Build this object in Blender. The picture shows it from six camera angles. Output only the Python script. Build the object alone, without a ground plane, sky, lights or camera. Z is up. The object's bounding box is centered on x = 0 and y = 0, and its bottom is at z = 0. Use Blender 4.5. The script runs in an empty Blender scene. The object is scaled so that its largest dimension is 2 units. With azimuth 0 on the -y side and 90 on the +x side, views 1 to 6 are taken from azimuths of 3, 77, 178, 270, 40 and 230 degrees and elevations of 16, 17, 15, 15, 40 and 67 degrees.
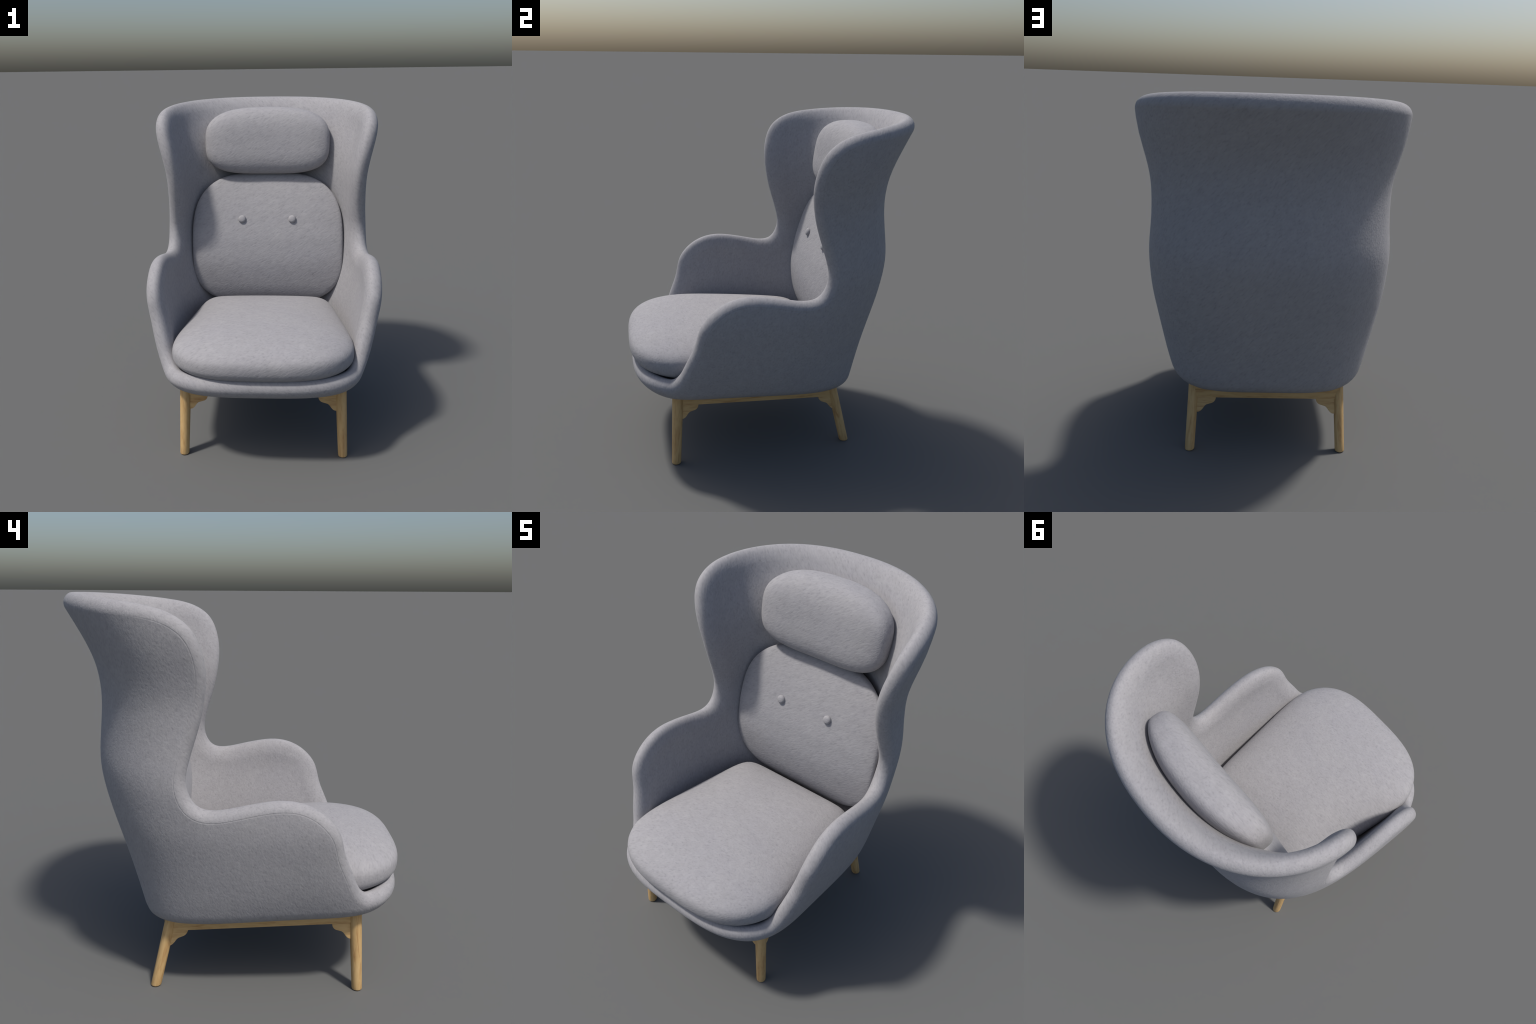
import bpy, bmesh, math
import numpy as np
from mathutils import Vector

# ------------------------------------------------------------------ helpers
def spline(xs, ys):
    """Monotone (PCHIP-like) cubic through control points, returned as a function."""
    xs = np.asarray(xs, float); ys = np.asarray(ys, float)
    h = np.diff(xs); d = np.diff(ys) / h
    m = np.zeros_like(ys)
    m[0], m[-1] = d[0], d[-1]
    for i in range(1, len(xs) - 1):
        if d[i - 1] * d[i] > 0:
            w1, w2 = 2 * h[i] + h[i - 1], h[i] + 2 * h[i - 1]
            m[i] = (w1 + w2) / (w1 / d[i - 1] + w2 / d[i])
    def f(x):
        x = np.clip(np.asarray(x, float), xs[0], xs[-1])
        i = np.clip(np.searchsorted(xs, x) - 1, 0, len(xs) - 2)
        t = (x - xs[i]) / h[i]
        return ((2*t**3 - 3*t**2 + 1) * ys[i] + (t**3 - 2*t**2 + t) * h[i] * m[i]
                + (-2*t**3 + 3*t**2) * ys[i + 1] + (t**3 - t**2) * h[i] * m[i + 1])
    return f

def sstep(e0, e1, x):
    t = np.clip((x - e0) / (e1 - e0), 0, 1)
    return t * t * (3 - 2 * t)

def new_object(name, verts, faces, mat, parent=None, smooth=True):
    me = bpy.data.meshes.new(name)
    me.from_pydata([tuple(v) for v in verts], [], [tuple(f) for f in faces])
    me.update()
    if smooth:
        me.polygons.foreach_set("use_smooth", [True] * len(me.polygons))
    me.materials.append(mat)
    ob = bpy.data.objects.new(name, me)
    bpy.context.scene.collection.objects.link(ob)
    if parent:
        ob.parent = parent
    return ob

# ---------------------------------------------------------------- materials
def fabric_material(name, lie):
    """Felted wool: short flecks lying along one direction, a soft nap and a faint slow drift."""
    m = bpy.data.materials.new(name); m.use_nodes = True
    N, L = m.node_tree.nodes, m.node_tree.links
    b = N["Principled BSDF"]
    tc = N.new("ShaderNodeTexCoord")
    turn = Vector(lie).to_track_quat('X', 'Z').to_euler()
    def noise(scale, detail, rough, stretch):
        mp = N.new("ShaderNodeMapping"); mp.vector_type = 'TEXTURE'
        mp.inputs["Rotation"].default_value = turn
        mp.inputs["Scale"].default_value = (stretch, 1, 1)
        L.new(tc.outputs["Object"], mp.inputs["Vector"])
        n = N.new("ShaderNodeTexNoise")
        n.inputs["Scale"].default_value = scale
        n.inputs["Detail"].default_value = detail
        n.inputs["Roughness"].default_value = rough
        L.new(mp.outputs[0], n.inputs["Vector"])
        return n.outputs[0]
    def math_(op, a, c, d=None):
        n = N.new("ShaderNodeMath"); n.operation = op
        for k, v in enumerate((a, c, d)):
            if v is None: continue
            if isinstance(v, (int, float)): n.inputs[k].default_value = v
            else: L.new(v, n.inputs[k])
        return n.outputs[0]
    def ramp(fac, stops):
        r = N.new("ShaderNodeValToRGB")
        els = r.color_ramp.elements
        while len(els) < len(stops): els.new(.5)
        for e, (p, c) in zip(els, stops):
            e.position = p; e.color = (*c, 1)
        L.new(fac, r.inputs[0])
        return r.outputs[0]
    def grey(k): return (FAB[0]*k, FAB[1]*k, FAB[2]*k)
    def mul(a, c):
        n = N.new("ShaderNodeMix"); n.data_type = 'RGBA'; n.blend_type = 'MULTIPLY'
        n.inputs["Factor"].default_value = 1
        L.new(a, n.inputs["A"]); L.new(c, n.inputs["B"])
        return n.outputs["Result"]
    fleck = noise(104, 2.5, .55, 2.8)
    tuft = noise(34, 2, .5, 2.0)
    fine = noise(190, 2, .6, 1.8)
    drift = noise(7, 2, .5, 1.3)
    base = ramp(tuft, [(.28, grey(.945)), (.55, grey(1.0)), (.75, grey(1.035))])
    dark = ramp(fleck, [(.27, (.83, .83, .84)), (.42, (.96, .96, .965)), (.60, (1.01, 1.01, 1.01)), (.80, (1.06, 1.06, 1.057))])
    tone = ramp(drift, [(.30, (.985, .985, .992)), (.70, (1.012, 1.012, 1.006))])
    L.new(mul(mul(base, dark), tone), b.inputs["Base Color"])
    b.inputs["Roughness"].default_value = .95
    b.inputs["Specular IOR Level"].default_value = .12
    b.inputs["Sheen Weight"].default_value = .06
    b.inputs["Sheen Roughness"].default_value = .5
    height = math_('MULTIPLY_ADD', fleck, .60, math_('MULTIPLY_ADD', tuft, .30, math_('MULTIPLY', fine, .15)))
    bump = N.new("ShaderNodeBump")
    bump.inputs["Strength"].default_value = .26
    bump.inputs["Distance"].default_value = .009
    L.new(height, bump.inputs["Height"])
    L.new(bump.outputs[0], b.inputs["Normal"])
    return m

def wood_material():
    """Pale oak; grain runs along the local z axis of the piece."""
    m = bpy.data.materials.new("pale_oak"); m.use_nodes = True
    N, L = m.node_tree.nodes, m.node_tree.links
    b = N["Principled BSDF"]
    tc = N.new("ShaderNodeTexCoord"); info = N.new("ShaderNodeObjectInfo")
    off = N.new("ShaderNodeVectorMath"); off.operation = 'ADD'
    sc = N.new("ShaderNodeMath"); sc.operation = 'MULTIPLY'; sc.inputs[1].default_value = 9
    L.new(info.outputs["Random"], sc.inputs[0])
    L.new(tc.outputs["Object"], off.inputs[0]); L.new(sc.outputs[0], off.inputs[1])
    mp = N.new("ShaderNodeMapping"); mp.inputs["Scale"].default_value = (1, 1, .12)
    L.new(off.outputs[0], mp.inputs["Vector"])
    n1 = N.new("ShaderNodeTexNoise"); n1.inputs["Scale"].default_value = 55
    n1.inputs["Detail"].default_value = 4; n1.inputs["Distortion"].default_value = .6
    L.new(mp.outputs[0], n1.inputs["Vector"])
    n2 = N.new("ShaderNodeTexNoise"); n2.inputs["Scale"].default_value = 260
    n2.inputs["Detail"].default_value = 2
    L.new(mp.outputs[0], n2.inputs["Vector"])
    add = N.new("ShaderNodeMath"); add.operation = 'MULTIPLY_ADD'; add.inputs[1].default_value = .25
    L.new(n2.outputs[0], add.inputs[0]); 
    s2 = N.new("ShaderNodeMath"); s2.operation = 'MULTIPLY'; s2.inputs[1].default_value = .75
    L.new(n1.outputs[0], s2.inputs[0]); L.new(s2.outputs[0], add.inputs[2])
    r = N.new("ShaderNodeValToRGB")
    r.color_ramp.elements[0].position = .30; r.color_ramp.elements[0].color = (.39, .215, .085, 1)
    r.color_ramp.elements[1].position = .50; r.color_ramp.elements[1].color = (.555, .365, .162, 1)
    e = r.color_ramp.elements.new(.72); e.color = (.63, .44, .215, 1)
    L.new(add.outputs[0], r.inputs[0]); L.new(r.outputs[0], b.inputs["Base Color"])
    b.inputs["Roughness"].default_value = .55
    b.inputs["Specular IOR Level"].default_value = .3
    bump = N.new("ShaderNodeBump"); bump.inputs["Strength"].default_value = .15
    bump.inputs["Distance"].default_value = .002
    L.new(add.outputs[0], bump.inputs["Height"]); L.new(bump.outputs[0], b.inputs["Normal"])
    return m

FAB = (.320, .315, .328)
felt = fabric_material("wool_felt", (-.70, .35, .75))          # shell
felt_c = fabric_material("wool_felt_cushion", (.78, .08, .50))   # cushions, buttons
oak = wood_material()

# ---------------------------------------------------------------- the thing
chair = bpy.data.objects.new("wing_armchair", None)
chair["label"] = "grey felt high-back wing armchair with oak legs"
chair["category"] = "armchair"
bpy.context.scene.collection.objects.link(chair)

# -------------------------------------------------- outer surface of the shell
# Each level of the tub is an oval: back y, half width, y of the widest place,
# back squareness, front y, front squareness.
LEVELS = [
    (0.36, .480, .546, -.34, 4.8, -.843, 3.5),
    (0.50, .518, .601, -.37, 4.1, -.850, 3.0),
    (0.65, .566, .643, -.34, 3.5, -.865, 2.75),
    (0.80, .615, .673, -.30, 3.3, -.870, 2.6),
    (0.95, .661, .696, -.30, 3.3, -.870, 2.6),
    (1.08, .698, .693, -.11, 3.0, -.870, 2.6),
    (1.20, .720, .672,  .10, 2.7, -.800, 2.4),
    (1.35, .712, .650,  .20, 2.4, -.600, 2.2),
    (1.50, .700, .647,  .22, 2.3, -.450, 2.1),
    (1.65, .715, .673,  .23, 2.25, -.350, 2.0),
    (1.80, .780, .711,  .24, 2.2, -.280, 2.0),
    (1.90, .840, .720,  .24, 2.2, -.250, 2.0),
    (2.02, .912, .723,  .24, 2.2, -.250, 2.0),
]
_z = [l[0] for l in LEVELS]
def soft(f, lo, hi, sigma):
    zz = np.linspace(lo - .3, hi + .3, 700)
    v = f(zz)
    # carry the end slopes on, so that blurring does not flatten the ends
    e = zz[1] - zz[0]
    s0, s1 = (f(lo + .02) - f(lo)) / .02, (f(hi) - f(hi - .02)) / .02
    v = np.where(zz < lo, f(lo) + s0 * (zz - lo), np.where(zz > hi, f(hi) + s1 * (zz - hi), v))
    kk = np.arange(-int(3 * sigma / e), int(3 * sigma / e) + 1) * e
    g = np.exp(-(kk / sigma) ** 2 / 2); g /= g.sum()
    v = np.convolve(np.pad(v, len(kk) // 2, mode='edge'), g, 'valid')
    dv = np.gradient(v, e)
    def q(x):
        x = np.clip(np.asarray(x, float), zz[0], zz[-1] - 1e-6)
        i = np.clip(((x - zz[0]) / e).astype(int), 0, len(zz) - 2)
        t = (x - zz[i]) / e
        return ((2*t**3 - 3*t**2 + 1) * v[i] + (t**3 - 2*t**2 + t) * e * dv[i]
                + (-2*t**3 + 3*t**2) * v[i + 1] + (t**3 - t**2) * e * dv[i + 1])
    return q
YB, AW, YC, NB, YF, NF = [soft(spline(_z, [l[k] for l in LEVELS]), _z[0], _z[-1], .055) for k in range(1, 7)]
FLOOR, ROUND, TILT = .384, .080, .066
QUART = math.pi / 2 * ROUND
THICK = .102

def shell_point(phi, l):
    """phi: angle round the oval, 0 = middle of the back; l: height along the wall."""
    phi = np.asarray(phi, float); l = np.asarray(l, float)
    al = np.clip(l / ROUND, 0, math.pi / 2)
    low = l < QUART
    inset = np.where(low, ROUND * (1 - np.sin(al)), 0) - np.minimum(l, 0)
    z = np.where(low, FLOOR + ROUND * (1 - np.cos(al)), FLOOR + ROUND + l - QUART)
    yb, a, yc, nb, yf, nf = YB(z), AW(z), YC(z), NB(z), YF(z), NF(z)
    c, s = np.cos(phi), np.sin(phi)
    n = np.where(c > 0, nb, nf)
    ly = np.where(c > 0, yb - yc, yc - yf) - inset
    ax = a - inset
    r = (np.abs(c * ax / ly) ** n + np.abs(s) ** n) ** (-1 / n)      # phi is the true bearing
    x = ax * r * s
    y = yc + ax * r * c
    w = 1 - sstep(.42, .95, z)
    lift = .019 * sstep(.60, .84, -y)                      # the lip sweeps up a little in front
    arch = .012 * np.clip(1 - ((y + .12) / .58) ** 2, 0, 1) * (1 - sstep(.36, .60, z))
    return np.stack([x, y, z + arch + (lift - TILT * y) * w], -1)

def solve(y, z):
    """(phi, l) of the point of the right-hand wall that shows at (y, z) from the side."""
    lo_l, hi_l = 0.0, 2.0
    phi = 1.5
    l = .3
    for _ in range(60):
        # height first, then angle by bisection
        a, b = 0.02, 2.2
        for _ in range(40):
            m = (a + b) / 2
            if shell_point(phi, m)[2] < z: a = m
            else: b = m
        l = a
        p, q = 0.0, math.pi
        for _ in range(40):
            m = (p + q) / 2
            if shell_point(m, l)[1] > y: p = m
            else: q = m
        if abs(phi - p) < 1e-6: break
        phi = p
    return phi, l

# crest of the rim, seen from the side: lip -> arm front -> arm top -> crotch -> wing -> top
CREST = [(-.80, .552), (-.725, .550), (-.672, .552), (-.632, .556), (-.605, .578), (-.584, .632), (-.552, .72), (-.502, .855),
         (-.440, .985), (-.372, 1.052), (-.297, 1.085), (-.205, 1.094), (-.058, 1.072),
         (.080, 1.040), (.162, 1.034), (.215, 1.056), (.240, 1.11), (.240, 1.18),
         (.214, 1.29), (.177, 1.40), (.140, 1.55), (.130, 1.65), (.140, 1.735),
         (.175, 1.83), (.240, 1.895), (.330, 1.935), (.45, 1.955), (.62, 1.967)]
ctrl = [solve(*p) for p in CREST]
front = (math.pi, min((abs(shell_point(math.pi, l)[2] - .554), l) for l in np.linspace(.02, .4, 400))[1])
back = (0.0, min((abs(shell_point(0, l)[2] - 1.972), l) for l in np.linspace(1.2, 2.0, 800))[1])
half = np.array([front] + ctrl + [back])
loop = np.vstack([half, (half * [-1, 1])[-2:0:-1]])            # front -> right -> back -> left
K = len(loop)
# unwrap so that phi runs pi -> 0 -> -pi
def catmull(P, per):
    out = []
    for i in range(len(P)):
        p = []
        for j in (i - 1, i, i + 1, i + 2):
            q = P[j % len(P)].copy()
            q[0] -= 2 * math.pi * (j // len(P))
            p.append(q)
        ts = [0]
        for a, b in zip(p, p[1:]):
            ts.append(ts[-1] + max(1e-6, np.linalg.norm((b - a) * [.6, 1])) ** .5)
        t = np.linspace(ts[1], ts[2], per, endpoint=False)[:, None]
        A1 = (ts[1]-t)/(ts[1]-ts[0])*p[0] + (t-ts[0])/(ts[1]-ts[0])*p[1]
        A2 = (ts[2]-t)/(ts[2]-ts[1])*p[1] + (t-ts[1])/(ts[2]-ts[1])*p[2]
        A3 = (ts[3]-t)/(ts[3]-ts[2])*p[2] + (t-ts[2])/(ts[3]-ts[2])*p[3]
        B1 = (ts[2]-t)/(ts[2]-ts[0])*A1 + (t-ts[0])/(ts[2]-ts[0])*A2
        B2 = (ts[3]-t)/(ts[3]-ts[1])*A2 + (t-ts[1])/(ts[3]-ts[1])*A3
        out.append((ts[2]-t)/(ts[2]-ts[1])*B1 + (t-ts[1])/(ts[2]-ts[1])*B2)
    return np.vstack(out)
dense = catmull(loop, 30)
TWO_PI = np.array([2 * math.pi, 0])

def resample(D, n):
    """n points evenly spaced in space along the closed curve D of (phi, l)."""
    D2 = np.vstack([D, D[:1] - TWO_PI])
    P = shell_point(D2[:, 0], D2[:, 1])
    s = np.concatenate([[0], np.cumsum(np.linalg.norm(np.diff(P, axis=0), axis=1))])
    t = np.linspace(0, s[-1], n, endpoint=False)
    return np.stack([np.interp(t, s, D2[:, 0]), np.interp(t, s, D2[:, 1])], -1)

def ring_smooth(D, it):
    for _ in range(it):
        prev = np.roll(D, 1, 0); prev[0] += TWO_PI
        nxt = np.roll(D, -1, 0); nxt[-1] -= TWO_PI
        D = .5 * D + .25 * (prev + nxt)
    return D

NU = 560
rim = ring_smooth(resample(dense, NU), 8)

def frame(phi, l):
    e = 1e-4
    P = shell_point(phi, l)
    Sp = (shell_point(phi + e, l) - shell_point(phi - e, l)) / (2 * e)
    Sl = (shell_point(phi, l + e) - shell_point(phi, l - e)) / (2 * e)
    n = np.cross(Sl, Sp)
    n /= np.linalg.norm(n, axis=-1, keepdims=True)
    return P, Sp, Sl, n                                            # n points outwards

def to_param(Sp, Sl, d):
    a, b, c = (Sp*Sp).sum(-1), (Sp*Sl).sum(-1), (Sl*Sl).sum(-1)
    u, v = (Sp*d).sum(-1), (Sl*d).sum(-1)
    det = a*c - b*b
    return np.stack([(c*u - b*v)/det, (a*v - b*u)/det], -1)

def conormal(D):
    P, Sp, Sl, n = frame(D[:, 0], D[:, 1])
    t = np.roll(P, -1, 0) - np.roll(P, 1, 0)
    t /= np.linalg.norm(t, axis=1, keepdims=True)
    c = np.cross(t, n)
    c *= np.where((c * Sl).sum(-1, keepdims=True) * 0 + 1 > 0, 1, -1)
    return c, Sp, Sl, n
c, Sp, Sl, n = conormal(rim)
if c[0, 2] + c[NU // 2, 2] < 0:
    CS = -1
else:
    CS = 1
edge = rim.copy()
for _ in range(4):                                   # step the crest back by half a thickness
    c, Sp, Sl, n = conormal(edge)
    edge = edge - to_param(Sp, Sl, CS * c) * (THICK / 2 / 4)
    edge = ring_smooth(edge, 3)
edge[:, 1] = np.maximum(edge[:, 1], .03)
c, Sp, Sl, n = conormal(edge); c = CS * c
cp = to_param(Sp, Sl, c)

# foot of every strip on the floor oval: strips fan out from the floor to the rim
side = np.abs(edge[:, 0])
zs = shell_point(edge[:, 0], edge[:, 1])
k = np.arange(NU)
h = np.minimum(k, NU - k)
i_arm = int(np.argmin(np.where(k < NU//2, np.abs(zs[:, 1] + .55) + np.abs(zs[:, 2]-.70), 9)))
i_top = int(np.argmax(np.where(k < NU//2, zs[:, 2] - .9*np.abs(zs[:, 1]+.2), -9)))
i_cro = int(np.argmin(np.where(k < NU//2, np.abs(zs[:, 1] - .25) + np.abs(zs[:, 2] - 1.02), 9)))
i_wng = int(np.argmin(np.where(k < NU//2, np.abs(zs[:, 1] - .25) + np.abs(zs[:, 2] - 1.88), 9)))
rad = math.radians
foot_f = spline([0, i_arm, i_cro, i_wng, NU // 2], [math.pi, rad(117), rad(43), rad(22), 0])
foot_phi = foot_f(h) * np.where(k <= NU // 2, 1, -1)
foot_phi[NU//2+1:] -= 0
foot = np.stack([foot_phi, np.full(NU, -.06)], -1)

height = edge[:, 1] - foot[:, 1]
reach = np.minimum(.30, height * .55)[:, None]
B0 = foot
B1 = foot + np.stack([np.zeros(NU), height * .50], -1)
B3 = edge
B2 = edge - cp * reach
tt = np.linspace(0, 1, 90)[:, None, None]
curve = (1-tt)**3*B0 + 3*(1-tt)**2*tt*B1 + 3*(1-tt)*tt**2*B2 + tt**3*B3
# rows: fine next to the rim (seam), coarse below
P = shell_point(curve[..., 0], curve[..., 1])
s = np.concatenate([np.zeros((1, NU)), np.cumsum(np.linalg.norm(np.diff(P, axis=0), axis=-1), 0)])
NEAR = np.array([.042, .034, .027, .021, .017, .014, .012, .010, .008, .006, .003, 0.0])
FAR = 46
rows = []
for j in range(FAR):
    rows.append((s[-1] - np.minimum(NEAR[0], s[-1]*.4)) * j / FAR)
for d in NEAR:
    rows.append(s[-1] - d * np.minimum(1, s[-1] * .4 / NEAR[0]))
rows = np.array(rows)
NR = len(rows)
grid = np.zeros((NR, NU, 2))
for i in range(NU):
    for a in (0, 1):
        grid[:, i, a] = np.interp(rows[:, i], s[:, i], curve[:, i, a])
# elliptic smoothing of the net in the unrolled wall, so that strips never cross
G = grid * [.62, 1.0]
WRAP = TWO_PI * [.62, 1.0]
for _ in range(400):
    l = np.roll(G, 1, 1); l[:, 0] += WRAP
    r = np.roll(G, -1, 1); r[:, -1] -= WRAP
    xu = (r - l)[1:-1] / 2
    xv = (G[2:] - G[:-2]) / 2
    al_, be_, ga_ = (xv*xv).sum(-1)[..., None], (xu*xv).sum(-1)[..., None], (xu*xu).sum(-1)[..., None]
    xuv = (r[2:] - l[2:] - r[:-2] + l[:-2]) / 4
    new = (al_ * (r + l)[1:-1] + ga_ * (G[2:] + G[:-2]) - 2 * be_ * xuv) / (2 * (al_ + ga_))
    G[1:FAR] += .8 * (new - G[1:-1])[:FAR - 1]
grid = G / [.62, 1.0]
P, Sp, Sl, nrm = frame(grid[..., 0], grid[..., 1])

# rolled edge: outside it is a quarter round, inside it eases into the wall over a longer run
R = THICK / 2
EASE = .055
dist = (s[-1][None] - rows).clip(0)
dist[-1] = 0
# a sewn seam runs along the outside of the arms and wings and dies out at the lip and the top
seam = (sstep(i_arm*.80, i_arm*1.12, h) * (1 - sstep(i_wng - 4, i_wng + 24, h)))
def groove(x):
    return (-.0011 * np.exp(-((x - .006) / .0018) ** 2) + .0004 * sstep(.005, .009, x)) * seam
outer = P + nrm * groove(-dist)[..., None]
E, nE = P[-1], nrm[-1]
tE = np.roll(E, -1, 0) - np.roll(E, 1, 0)
tE /= np.linalg.norm(tE, axis=1, keepdims=True)
cE = np.cross(tE, nE) * CS
arc = []
for a in list(np.radians(np.arange(2, 26, 2.0))) + list(np.radians(np.arange(30, 91, 6.0))):
    g = groove(np.full(NU, R * a))[:, None]
    arc.append(E - nE*R + (nE * math.cos(a) + cE * math.sin(a)) * (R + g))
span = EASE + R
for cpos in R * np.array([.985, .95, .88, .78, .64, .48, .3, .12]):
    arc.append(E + cE * cpos - nE * (R + R * math.sqrt(1 - ((cpos + EASE) / span) ** 2)))
depth = R + R * np.sqrt(1 - (np.clip(EASE - dist, 0, None) / span) ** 2)
inner = P - nrm * depth[..., None]
verts = list(outer) + arc + list(inner[::-1])
V = np.array(verts)                                     # rows x NU x 3
ROWS = V.shape[0]
flat = [tuple(p) for p in V.reshape(-1, 3)]
def idx(r, c): return r * NU + (c % NU)
faces, region = [], []
r_front = i_arm
for rr in range(ROWS - 1):
    for cc in range(NU):
        faces.append((idx(rr, cc), idx(rr, cc+1), idx(rr+1, cc+1), idx(rr+1, cc)))
        hh = min(cc, NU - 1 - cc)
        region.append(0 if hh < i_arm else (1 if cc < i_cro else (2 if NU - 1 - cc < i_cro else 3)))
# floor caps (underside and inside), shrinking ovals to a centre fan
def cap(row, flip):
    global flat
    base = [idx(row, c) for c in range(NU)]
    ring0 = V[row]
    cen = ring0.mean(0)
    prev = base
    for f in (.8, .55, .3, .1):
        ring = cen + (ring0 - cen) * f
        start = len(flat)
        flat += [tuple(p) for p in ring]
        cur = [start + c for c in range(NU)]
        for c in range(NU):
            q = (prev[c], cur[c], cur[(c+1) % NU], prev[(c+1) % NU])
            faces.append(q[::-1] if flip else q); region.append(0)
        prev = cur
    flat.append(tuple(cen)); m = len(flat) - 1
    for c in range(NU):
        q = (prev[c], m, prev[(c+1) % NU])
        faces.append(q[::-1] if flip else q); region.append(0)
cap(0, False)
cap(ROWS - 1, True)

whole = new_object("shell", flat, faces, felt)
bm = bmesh.new(); bm.from_mesh(whole.data)
bmesh.ops.recalc_face_normals(bm, faces=bm.faces[:])
bm.to_mesh(whole.data); bm.free()
whole.data.update()
vn = np.zeros(len(flat) * 3); whole.data.vertices.foreach_get("normal", vn)
vn = vn.reshape(-1, 3)
polys = [tuple(p.vertices) for p in whole.data.polygons]
NAMES = {0: "seat_base", 1: "armrest", 2: "armrest", 3: "backrest"}
for g in range(4):
    fs = [p for p, q in zip(polys, region) if q == g]
    used = sorted({v for f in fs for v in f})
    remap = {v: i for i, v in enumerate(used)}
    ob = new_object(NAMES[g], [flat[v] for v in used], [[remap[v] for v in f] for f in fs], felt, chair)
    ob.data.normals_split_custom_set_from_vertices([tuple(vn[v]) for v in used])
old = whole.data
bpy.data.objects.remove(whole); bpy.data.meshes.remove(old)

# -------------------------------------------------------------------- cushions
def cushion(name, outline, place, sides=160, rings=26, k=4.0, parent=chair):
    """outline(t) -> local (p, q); place(p, q, e, side) -> point. e: 0 at the edge .. 1 in the middle."""
    t = np.linspace(0, 2*math.pi, sides, endpoint=False)
    op, oq = outline(t)
    cp_, cq_ = op.mean(), (oq.max() + oq.min()) / 2
    vs, fs, rws = [], [], []
    ang = np.linspace(0, math.pi, 2 * rings + 1)[1:-1]
    for a in ang:
        r = abs(math.sin(a)) ** (2 / k)
        e = abs(math.cos(a)) ** (2 / k)
        sd = 1 if math.cos(a) > 0 else -1
        rws.append((r, e, sd))
    # extra rings to fill the flat middles
    inner_r = [f * rws[0][0] for f in (.2, .45, .7, .88)]
    lay = [(r, (1 - r**k) ** (1/k), 1) for r in inner_r] + rws + [(r, (1 - r**k) ** (1/k), -1) for r in inner_r[::-1]]
    for r, e, sd in lay:
        vs.append(place(cp_ + (op - cp_) * r, cq_ + (oq - cq_) * r, e, sd))
    A = np.array(vs); n_ = A.shape[0]
    pts = [tuple(p) for p in A.reshape(-1, 3)]
    for j in range(n_ - 1):
        for c_ in range(sides):
            d_ = (c_ + 1) % sides
            fs.append((j*sides + c_, j*sides + d_, (j+1)*sides + d_, (j+1)*sides + c_))
    for j, e in ((0, 1), (n_ - 1, -1)):
        m_ = place(np.array([cp_]), np.array([cq_]), 1.0, e)[0]
        pts.append(tuple(m_)); mi = len(pts) - 1
        for c_ in range(sides):
            fs.append((j*sides + c_, j*sides + (c_ + 1) % sides, mi))
    ob = new_object(name, pts, fs, felt_c, parent)
    bm = bmesh.new(); bm.from_mesh(ob.data)
    bmesh.ops.recalc_face_normals(bm, faces=bm.faces[:])
    bm.to_mesh(ob.data); bm.free()
    return ob

def oval(t, a, up, dn, nu, nd):
    c_, s_ = np.cos(t), np.sin(t)
    n_ = np.where(s_ > 0, nu, nd)
    r = (np.abs(c_)**n_ + np.abs(s_)**n_) ** (-1 / n_)
    return a * r * c_, np.where(s_ > 0, up, dn) * r * s_

# seat cushion: wider at the front, bowed front edge, back edge nearly straight
def seat_outline(t):
    p, q = oval(t, 1, .62, .56, 11.0, 3.0)          # q > 0 is the back
    y = q - .30
    w = np.interp(y, [-.86, -.62, .32], [.560, .550, .430])
    return p * w, y
def seat_place(p, q, e, sd):
    mid = .606 - .045 * q
    rad_ = np.sqrt((p / .52)**2 + ((q + .28) / .58)**2)
    crown = .020 * np.clip(1 - rad_**2, 0, 1)
    up = .136 + crown
    z = mid + np.where(sd > 0, up * e, -.137 * e)
    return np.stack([p, q, z], -1)
cushion("seat_cushion", seat_outline, seat_place, k=2.7)

# back cushion: local p = x, q = z
front_y = spline([.55, .65, .75, .90, 1.05, 1.20, 1.35, 1.45, 1.55],
                 [.335, .315, .297, .287, .302, .341, .390, .428, .468])
def back_outline(t):
    p, q = oval(t, .52, .475, .44, 3.0, 3.3)
    return p, q + 1.03
def back_place(p, q, e, sd):
    f = front_y(q) + .03 * (p / .5)**2 * 0
    b = YB(q) - THICK - .012 - .16 * (np.abs(p) / .52) ** 2.4
    b = np.maximum(b, f + .07)
    m = f + (b - f) * .55
    y = np.where(sd > 0, m + (f - m) * e, m + (b - m) * e)
    return np.stack([p, y, q], -1)
back_c = cushion("back_cushion", back_outline, back_place, k=3.4)

# head pillow
def head_outline(t):
    p, q = oval(t, .425, .219, .228, 2.85, 3.3)
    return p, q + 1.722
def head_place(p, q, e, sd):
    f = .372 + .17 * (q - 1.66) + .036 * (1 - (p / .42)**2)
    b = .668 + .10 * (q - 1.718) - .072 * (np.abs(p) / .41)**2.2
    m = (f + b) / 2 + .02
    y = np.where(sd > 0, m + (f - m) * e, m + (b - m) * e)
    return np.stack([p, y, q], -1)
cushion("head_pillow", head_outline, head_place, k=3.1)

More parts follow.
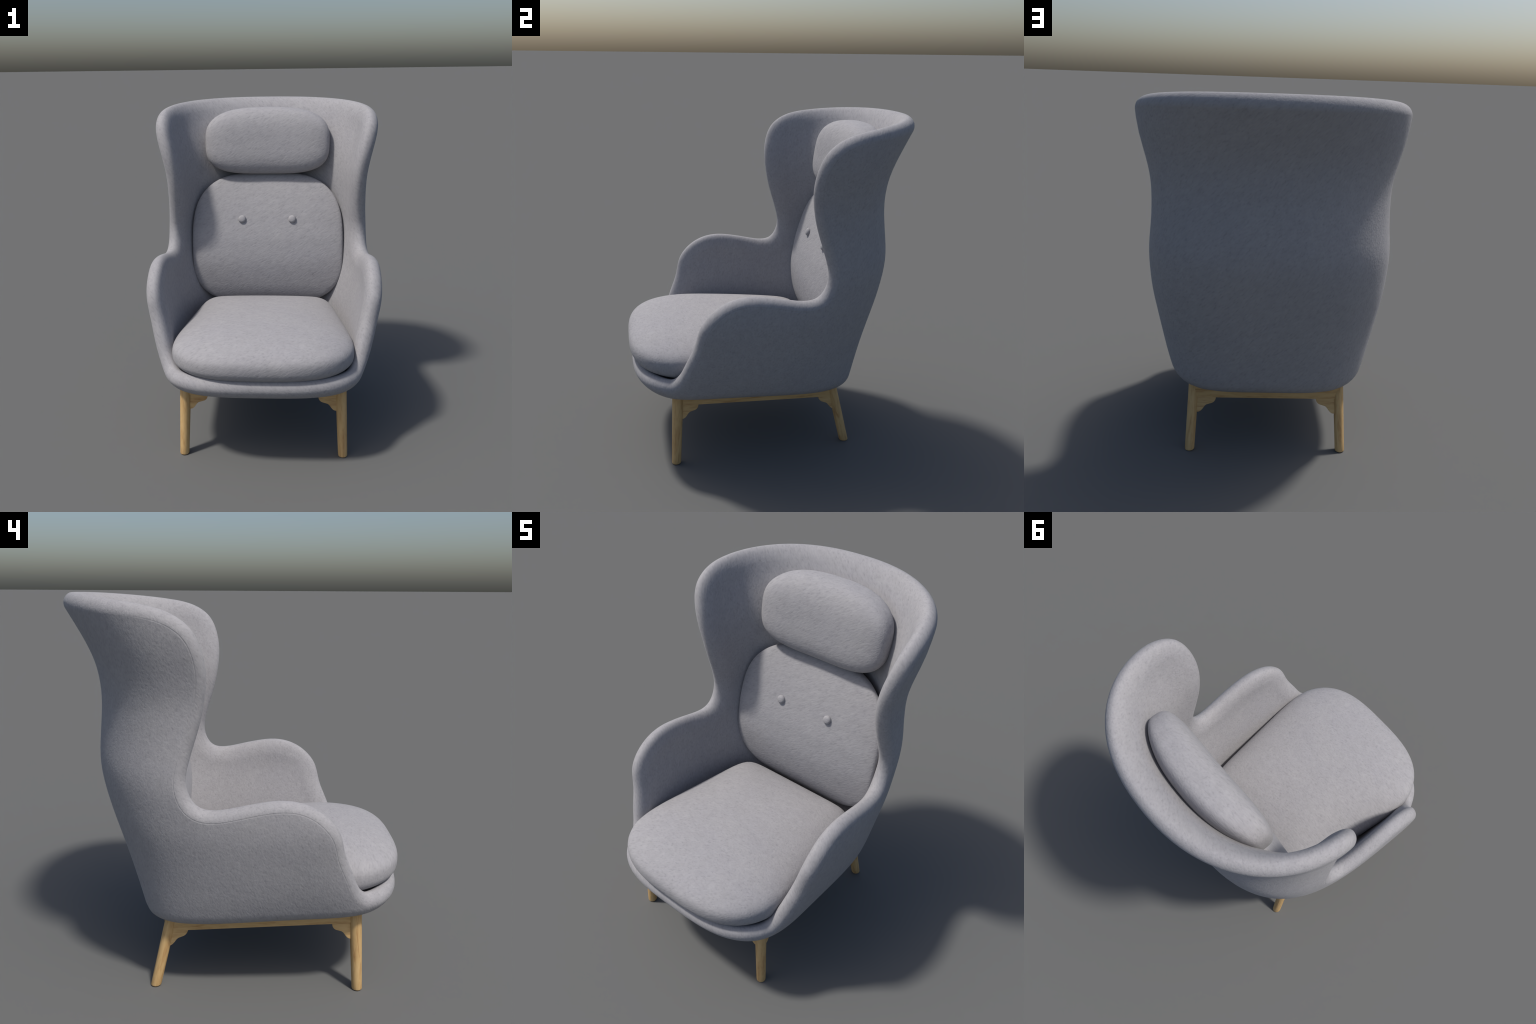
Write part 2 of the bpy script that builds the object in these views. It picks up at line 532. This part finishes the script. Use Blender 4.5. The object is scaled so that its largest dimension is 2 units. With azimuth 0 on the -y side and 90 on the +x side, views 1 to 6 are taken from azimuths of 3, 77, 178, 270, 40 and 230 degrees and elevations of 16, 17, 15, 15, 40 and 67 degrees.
# upholstered buttons
def button_mesh():
    prof = [(.0245, -.008), (.0262, .000), (.0258, .006), (.0225, .0115), (.016, .0155), (.008, .0175)]
    vs, fs, n_ = [], [], 32
    for r, hgt in prof:
        vs += [(r*math.cos(2*math.pi*i/n_), r*math.sin(2*math.pi*i/n_), hgt) for i in range(n_)]
    for j in range(len(prof) - 1):
        fs += [(j*n_+i, j*n_+(i+1) % n_, (j+1)*n_+(i+1) % n_, (j+1)*n_+i) for i in range(n_)]
    vs.append((0, 0, .018)); j = (len(prof)-1)*n_
    fs += [(j+i, j+(i+1) % n_, len(vs)-1) for i in range(n_)]
    return vs, fs
bv, bf = button_mesh()
first = None
for sx in (-1, 1):
    if first is None:
        ob = first = new_object("button", bv, bf, felt_c, back_c)
    else:
        ob = first.copy(); bpy.context.scene.collection.objects.link(ob)
    zb = 1.207
    slope = float(front_y(zb + .02) - front_y(zb - .02)) / .04
    nv = Vector((0, -1, slope)).normalized()
    ob.rotation_euler = nv.to_track_quat('Z', 'Y').to_euler()
    ob.location = (sx*.171, float(front_y(zb)), zb)

# ------------------------------------------------------------------- underframe
def leg_object(name, top, foot_, r0, r1):
    """Round tapered leg with eased foot; local z runs along the leg, origin at the foot."""
    top, foot_ = Vector(top), Vector(foot_)
    ax = top - foot_; ln = ax.length
    q = ax.to_track_quat('Z', 'Y')
    n_ = 40
    prof = [(r1*.86, 0), (r1*.96, .002), (r1, .007)] + \
           [(r1 + (r0 - r1) * f, .007 + (ln - .007) * f) for f in np.linspace(.1, 1, 12)]
    vs, fs = [], []
    qi = q.inverted()
    for r, hgt in prof:
        for i in range(n_):
            a = 2*math.pi*i/n_
            vs.append(Vector((r*math.cos(a), r*math.sin(a), hgt)))
    # the foot is cut level with the ground
    for i in range(n_ * 3):
        w = q @ vs[i]
        base_h = prof[i // n_][1]
        d = (base_h - w.z) / (ax.z / ln)
        vs[i] = vs[i] + Vector((0, 0, d))
    for j in range(len(prof) - 1):
        fs += [(j*n_+i, j*n_+(i+1) % n_, (j+1)*n_+(i+1) % n_, (j+1)*n_+i) for i in range(n_)]
    fs.append(tuple(range(n_))[::-1])
    fs.append(tuple((len(prof)-1)*n_ + i for i in range(n_)))
    ob = new_object(name, vs, fs, oak, chair)
    ob.location = foot_; ob.rotation_euler = q.to_euler()
    es = ob.data
    es.set_sharp_from_angle(angle=math.radians(50))
    return ob

def block(name, a, b, w, hgt, up=Vector((0, 0, 1)), bevel=.004):
    """Straight bar from a to b (its lower edge line), local z along it."""
    a, b = Vector(a), Vector(b)
    d = b - a; ln = d.length; d.normalize()
    sd = up.cross(d).normalized(); uu = d.cross(sd)
    bm = bmesh.new()
    vs = []
    for zz in (0, ln):
        for x, y in ((-w/2, 0), (w/2, 0), (w/2, hgt), (-w/2, hgt)):
            vs.append(bm.verts.new((x, y, zz)))
    for f in ((3, 2, 1, 0), (4, 5, 6, 7), (0, 1, 5, 4), (1, 2, 6, 5), (2, 3, 7, 6), (3, 0, 4, 7)):
        bm.faces.new([vs[i] for i in f])
    bmesh.ops.bevel(bm, geom=bm.edges[:], offset=bevel, segments=2, affect='EDGES')
    bmesh.ops.recalc_face_normals(bm, faces=bm.faces[:])
    me = bpy.data.meshes.new(name); bm.to_mesh(me); bm.free()
    me.materials.append(oak)
    ob = bpy.data.objects.new(name, me); bpy.context.scene.collection.objects.link(ob)
    from mathutils import Matrix
    M = Matrix((sd, uu, d)).transposed()
    ob.rotation_euler = M.to_euler(); ob.location = a; ob.parent = chair
    return ob

FRONT_FOOT, FRONT_TOP = (.468, -.621, 0), (.448, -.597, .46)
REAR_FOOT, REAR_TOP = (.432, .437, 0), (.411, .334, .44)
legs = []
def mirror(p, s): return (p[0]*s, p[1], p[2])
for s_ in (-1, 1):
    legs.append((leg_object("leg", mirror(FRONT_TOP, s_), mirror(FRONT_FOOT, s_), .0325, .0272), FRONT_TOP, FRONT_FOOT, s_))
for s_ in (-1, 1):
    legs.append((leg_object("leg", mirror(REAR_TOP, s_), mirror(REAR_FOOT, s_), .0290, .0270), REAR_TOP, REAR_FOOT, s_))

def at(top, ft, z):
    f = (z - ft[2]) / (top[2] - ft[2])
    return Vector(ft) + (Vector(top) - Vector(ft)) * f
ZF, ZR, RH = .376, .311, .080
fp, rp = at(FRONT_TOP, FRONT_FOOT, ZF), at(REAR_TOP, REAR_FOOT, ZR)
for s_ in (-1, 1):
    block("rail", mirror(fp, s_), mirror(rp, s_), .030, RH)
block("rail", mirror(fp, -1), fp, .030, RH)
rq = at(REAR_TOP, REAR_FOOT, ZR - .016)                  # the back rail sits a little lower
block("rail", mirror(rq, -1), rq, .030, RH + .016)

# scrolled corner brackets: profile in (run along rail, drop below rail), swept to a thickness
def bracket(name, corner, along, leg_dir, parent, run):
    """corner: where the rail's lower edge meets the leg axis."""
    corner, along, down = Vector(corner), Vector(along).normalized(), Vector(leg_dir).normalized()
    W_, H_ = .138, .088
    prof = [(0, -.012), (W_, -.012), (W_, .002)]
    def arc_(cx, cy, r, a0, a1, n_=8):
        return [(cx + r*math.cos(rad(a0 + (a1-a0)*i/n_)), cy + r*math.sin(rad(a0 + (a1-a0)*i/n_))) for i in range(n_+1)]
    # drop axis is positive downwards: convex nose, hollow, convex toe
    prof += arc_(W_ - .033, .004, .033, 8, 78)
    prof += [(.083, .045)]
    prof += [(.0745, .052), (.068, .061), (.062, .070), (.053, .080), (.042, .0865), (.030, .088), (0, .088)]
    prof = [(u * run / W_, v) for u, v in prof]
    nrm_ = along.cross(down).normalized()
    th = .011
    pts, fs = [], []
    for sgn in (-1, 1):
        for u, v in prof:
            pts.append(along*u + down*v + nrm_*th*sgn)
    m_ = len(prof)
    bm = bmesh.new()
    bvs = [bm.verts.new(p) for p in pts]
    bm.faces.new(bvs[:m_]); bm.faces.new(bvs[m_:][::-1])
    for i in range(m_):
        j = (i+1) % m_
        bm.faces.new((bvs[i], bvs[j], bvs[m_+j], bvs[m_+i]))
    bmesh.ops.recalc_face_normals(bm, faces=bm.faces[:])
    # local z along the rail so that the grain follows it
    from mathutils import Matrix
    M = Matrix((nrm_, along.cross(nrm_), along)).transposed()
    bmesh.ops.transform(bm, matrix=M.to_4x4().inverted(), verts=bm.verts[:])
    me = bpy.data.meshes.new(name); bm.to_mesh(me); bm.free()
    me.materials.append(oak)
    ob = bpy.data.objects.new(name, me); bpy.context.scene.collection.objects.link(ob)
    bev = ob.modifiers.new("ease", 'BEVEL'); bev.width = .0025; bev.segments = 2; bev.limit_method = 'ANGLE'; bev.angle_limit = rad(50)
    ob.parent = parent
    ob.matrix_parent_inverse = parent.matrix_basis.inverted()
    ob.location = corner; ob.rotation_euler = M.to_euler()
    return ob

for ob, top, ft, s_ in legs:
    isf = ft is FRONT_FOOT
    cpt = Vector(mirror(fp if isf else rp, s_))
    down = Vector(mirror(ft, s_)) - Vector(mirror(top, s_))
    other = Vector(mirror(rp if isf else fp, s_))
    bracket("bracket", cpt, other - cpt, down, ob, .121 if isf else .104)
    bracket("bracket", Vector(mirror(fp if isf else rq, s_)), (-s_, 0, 0), down, ob, .131)
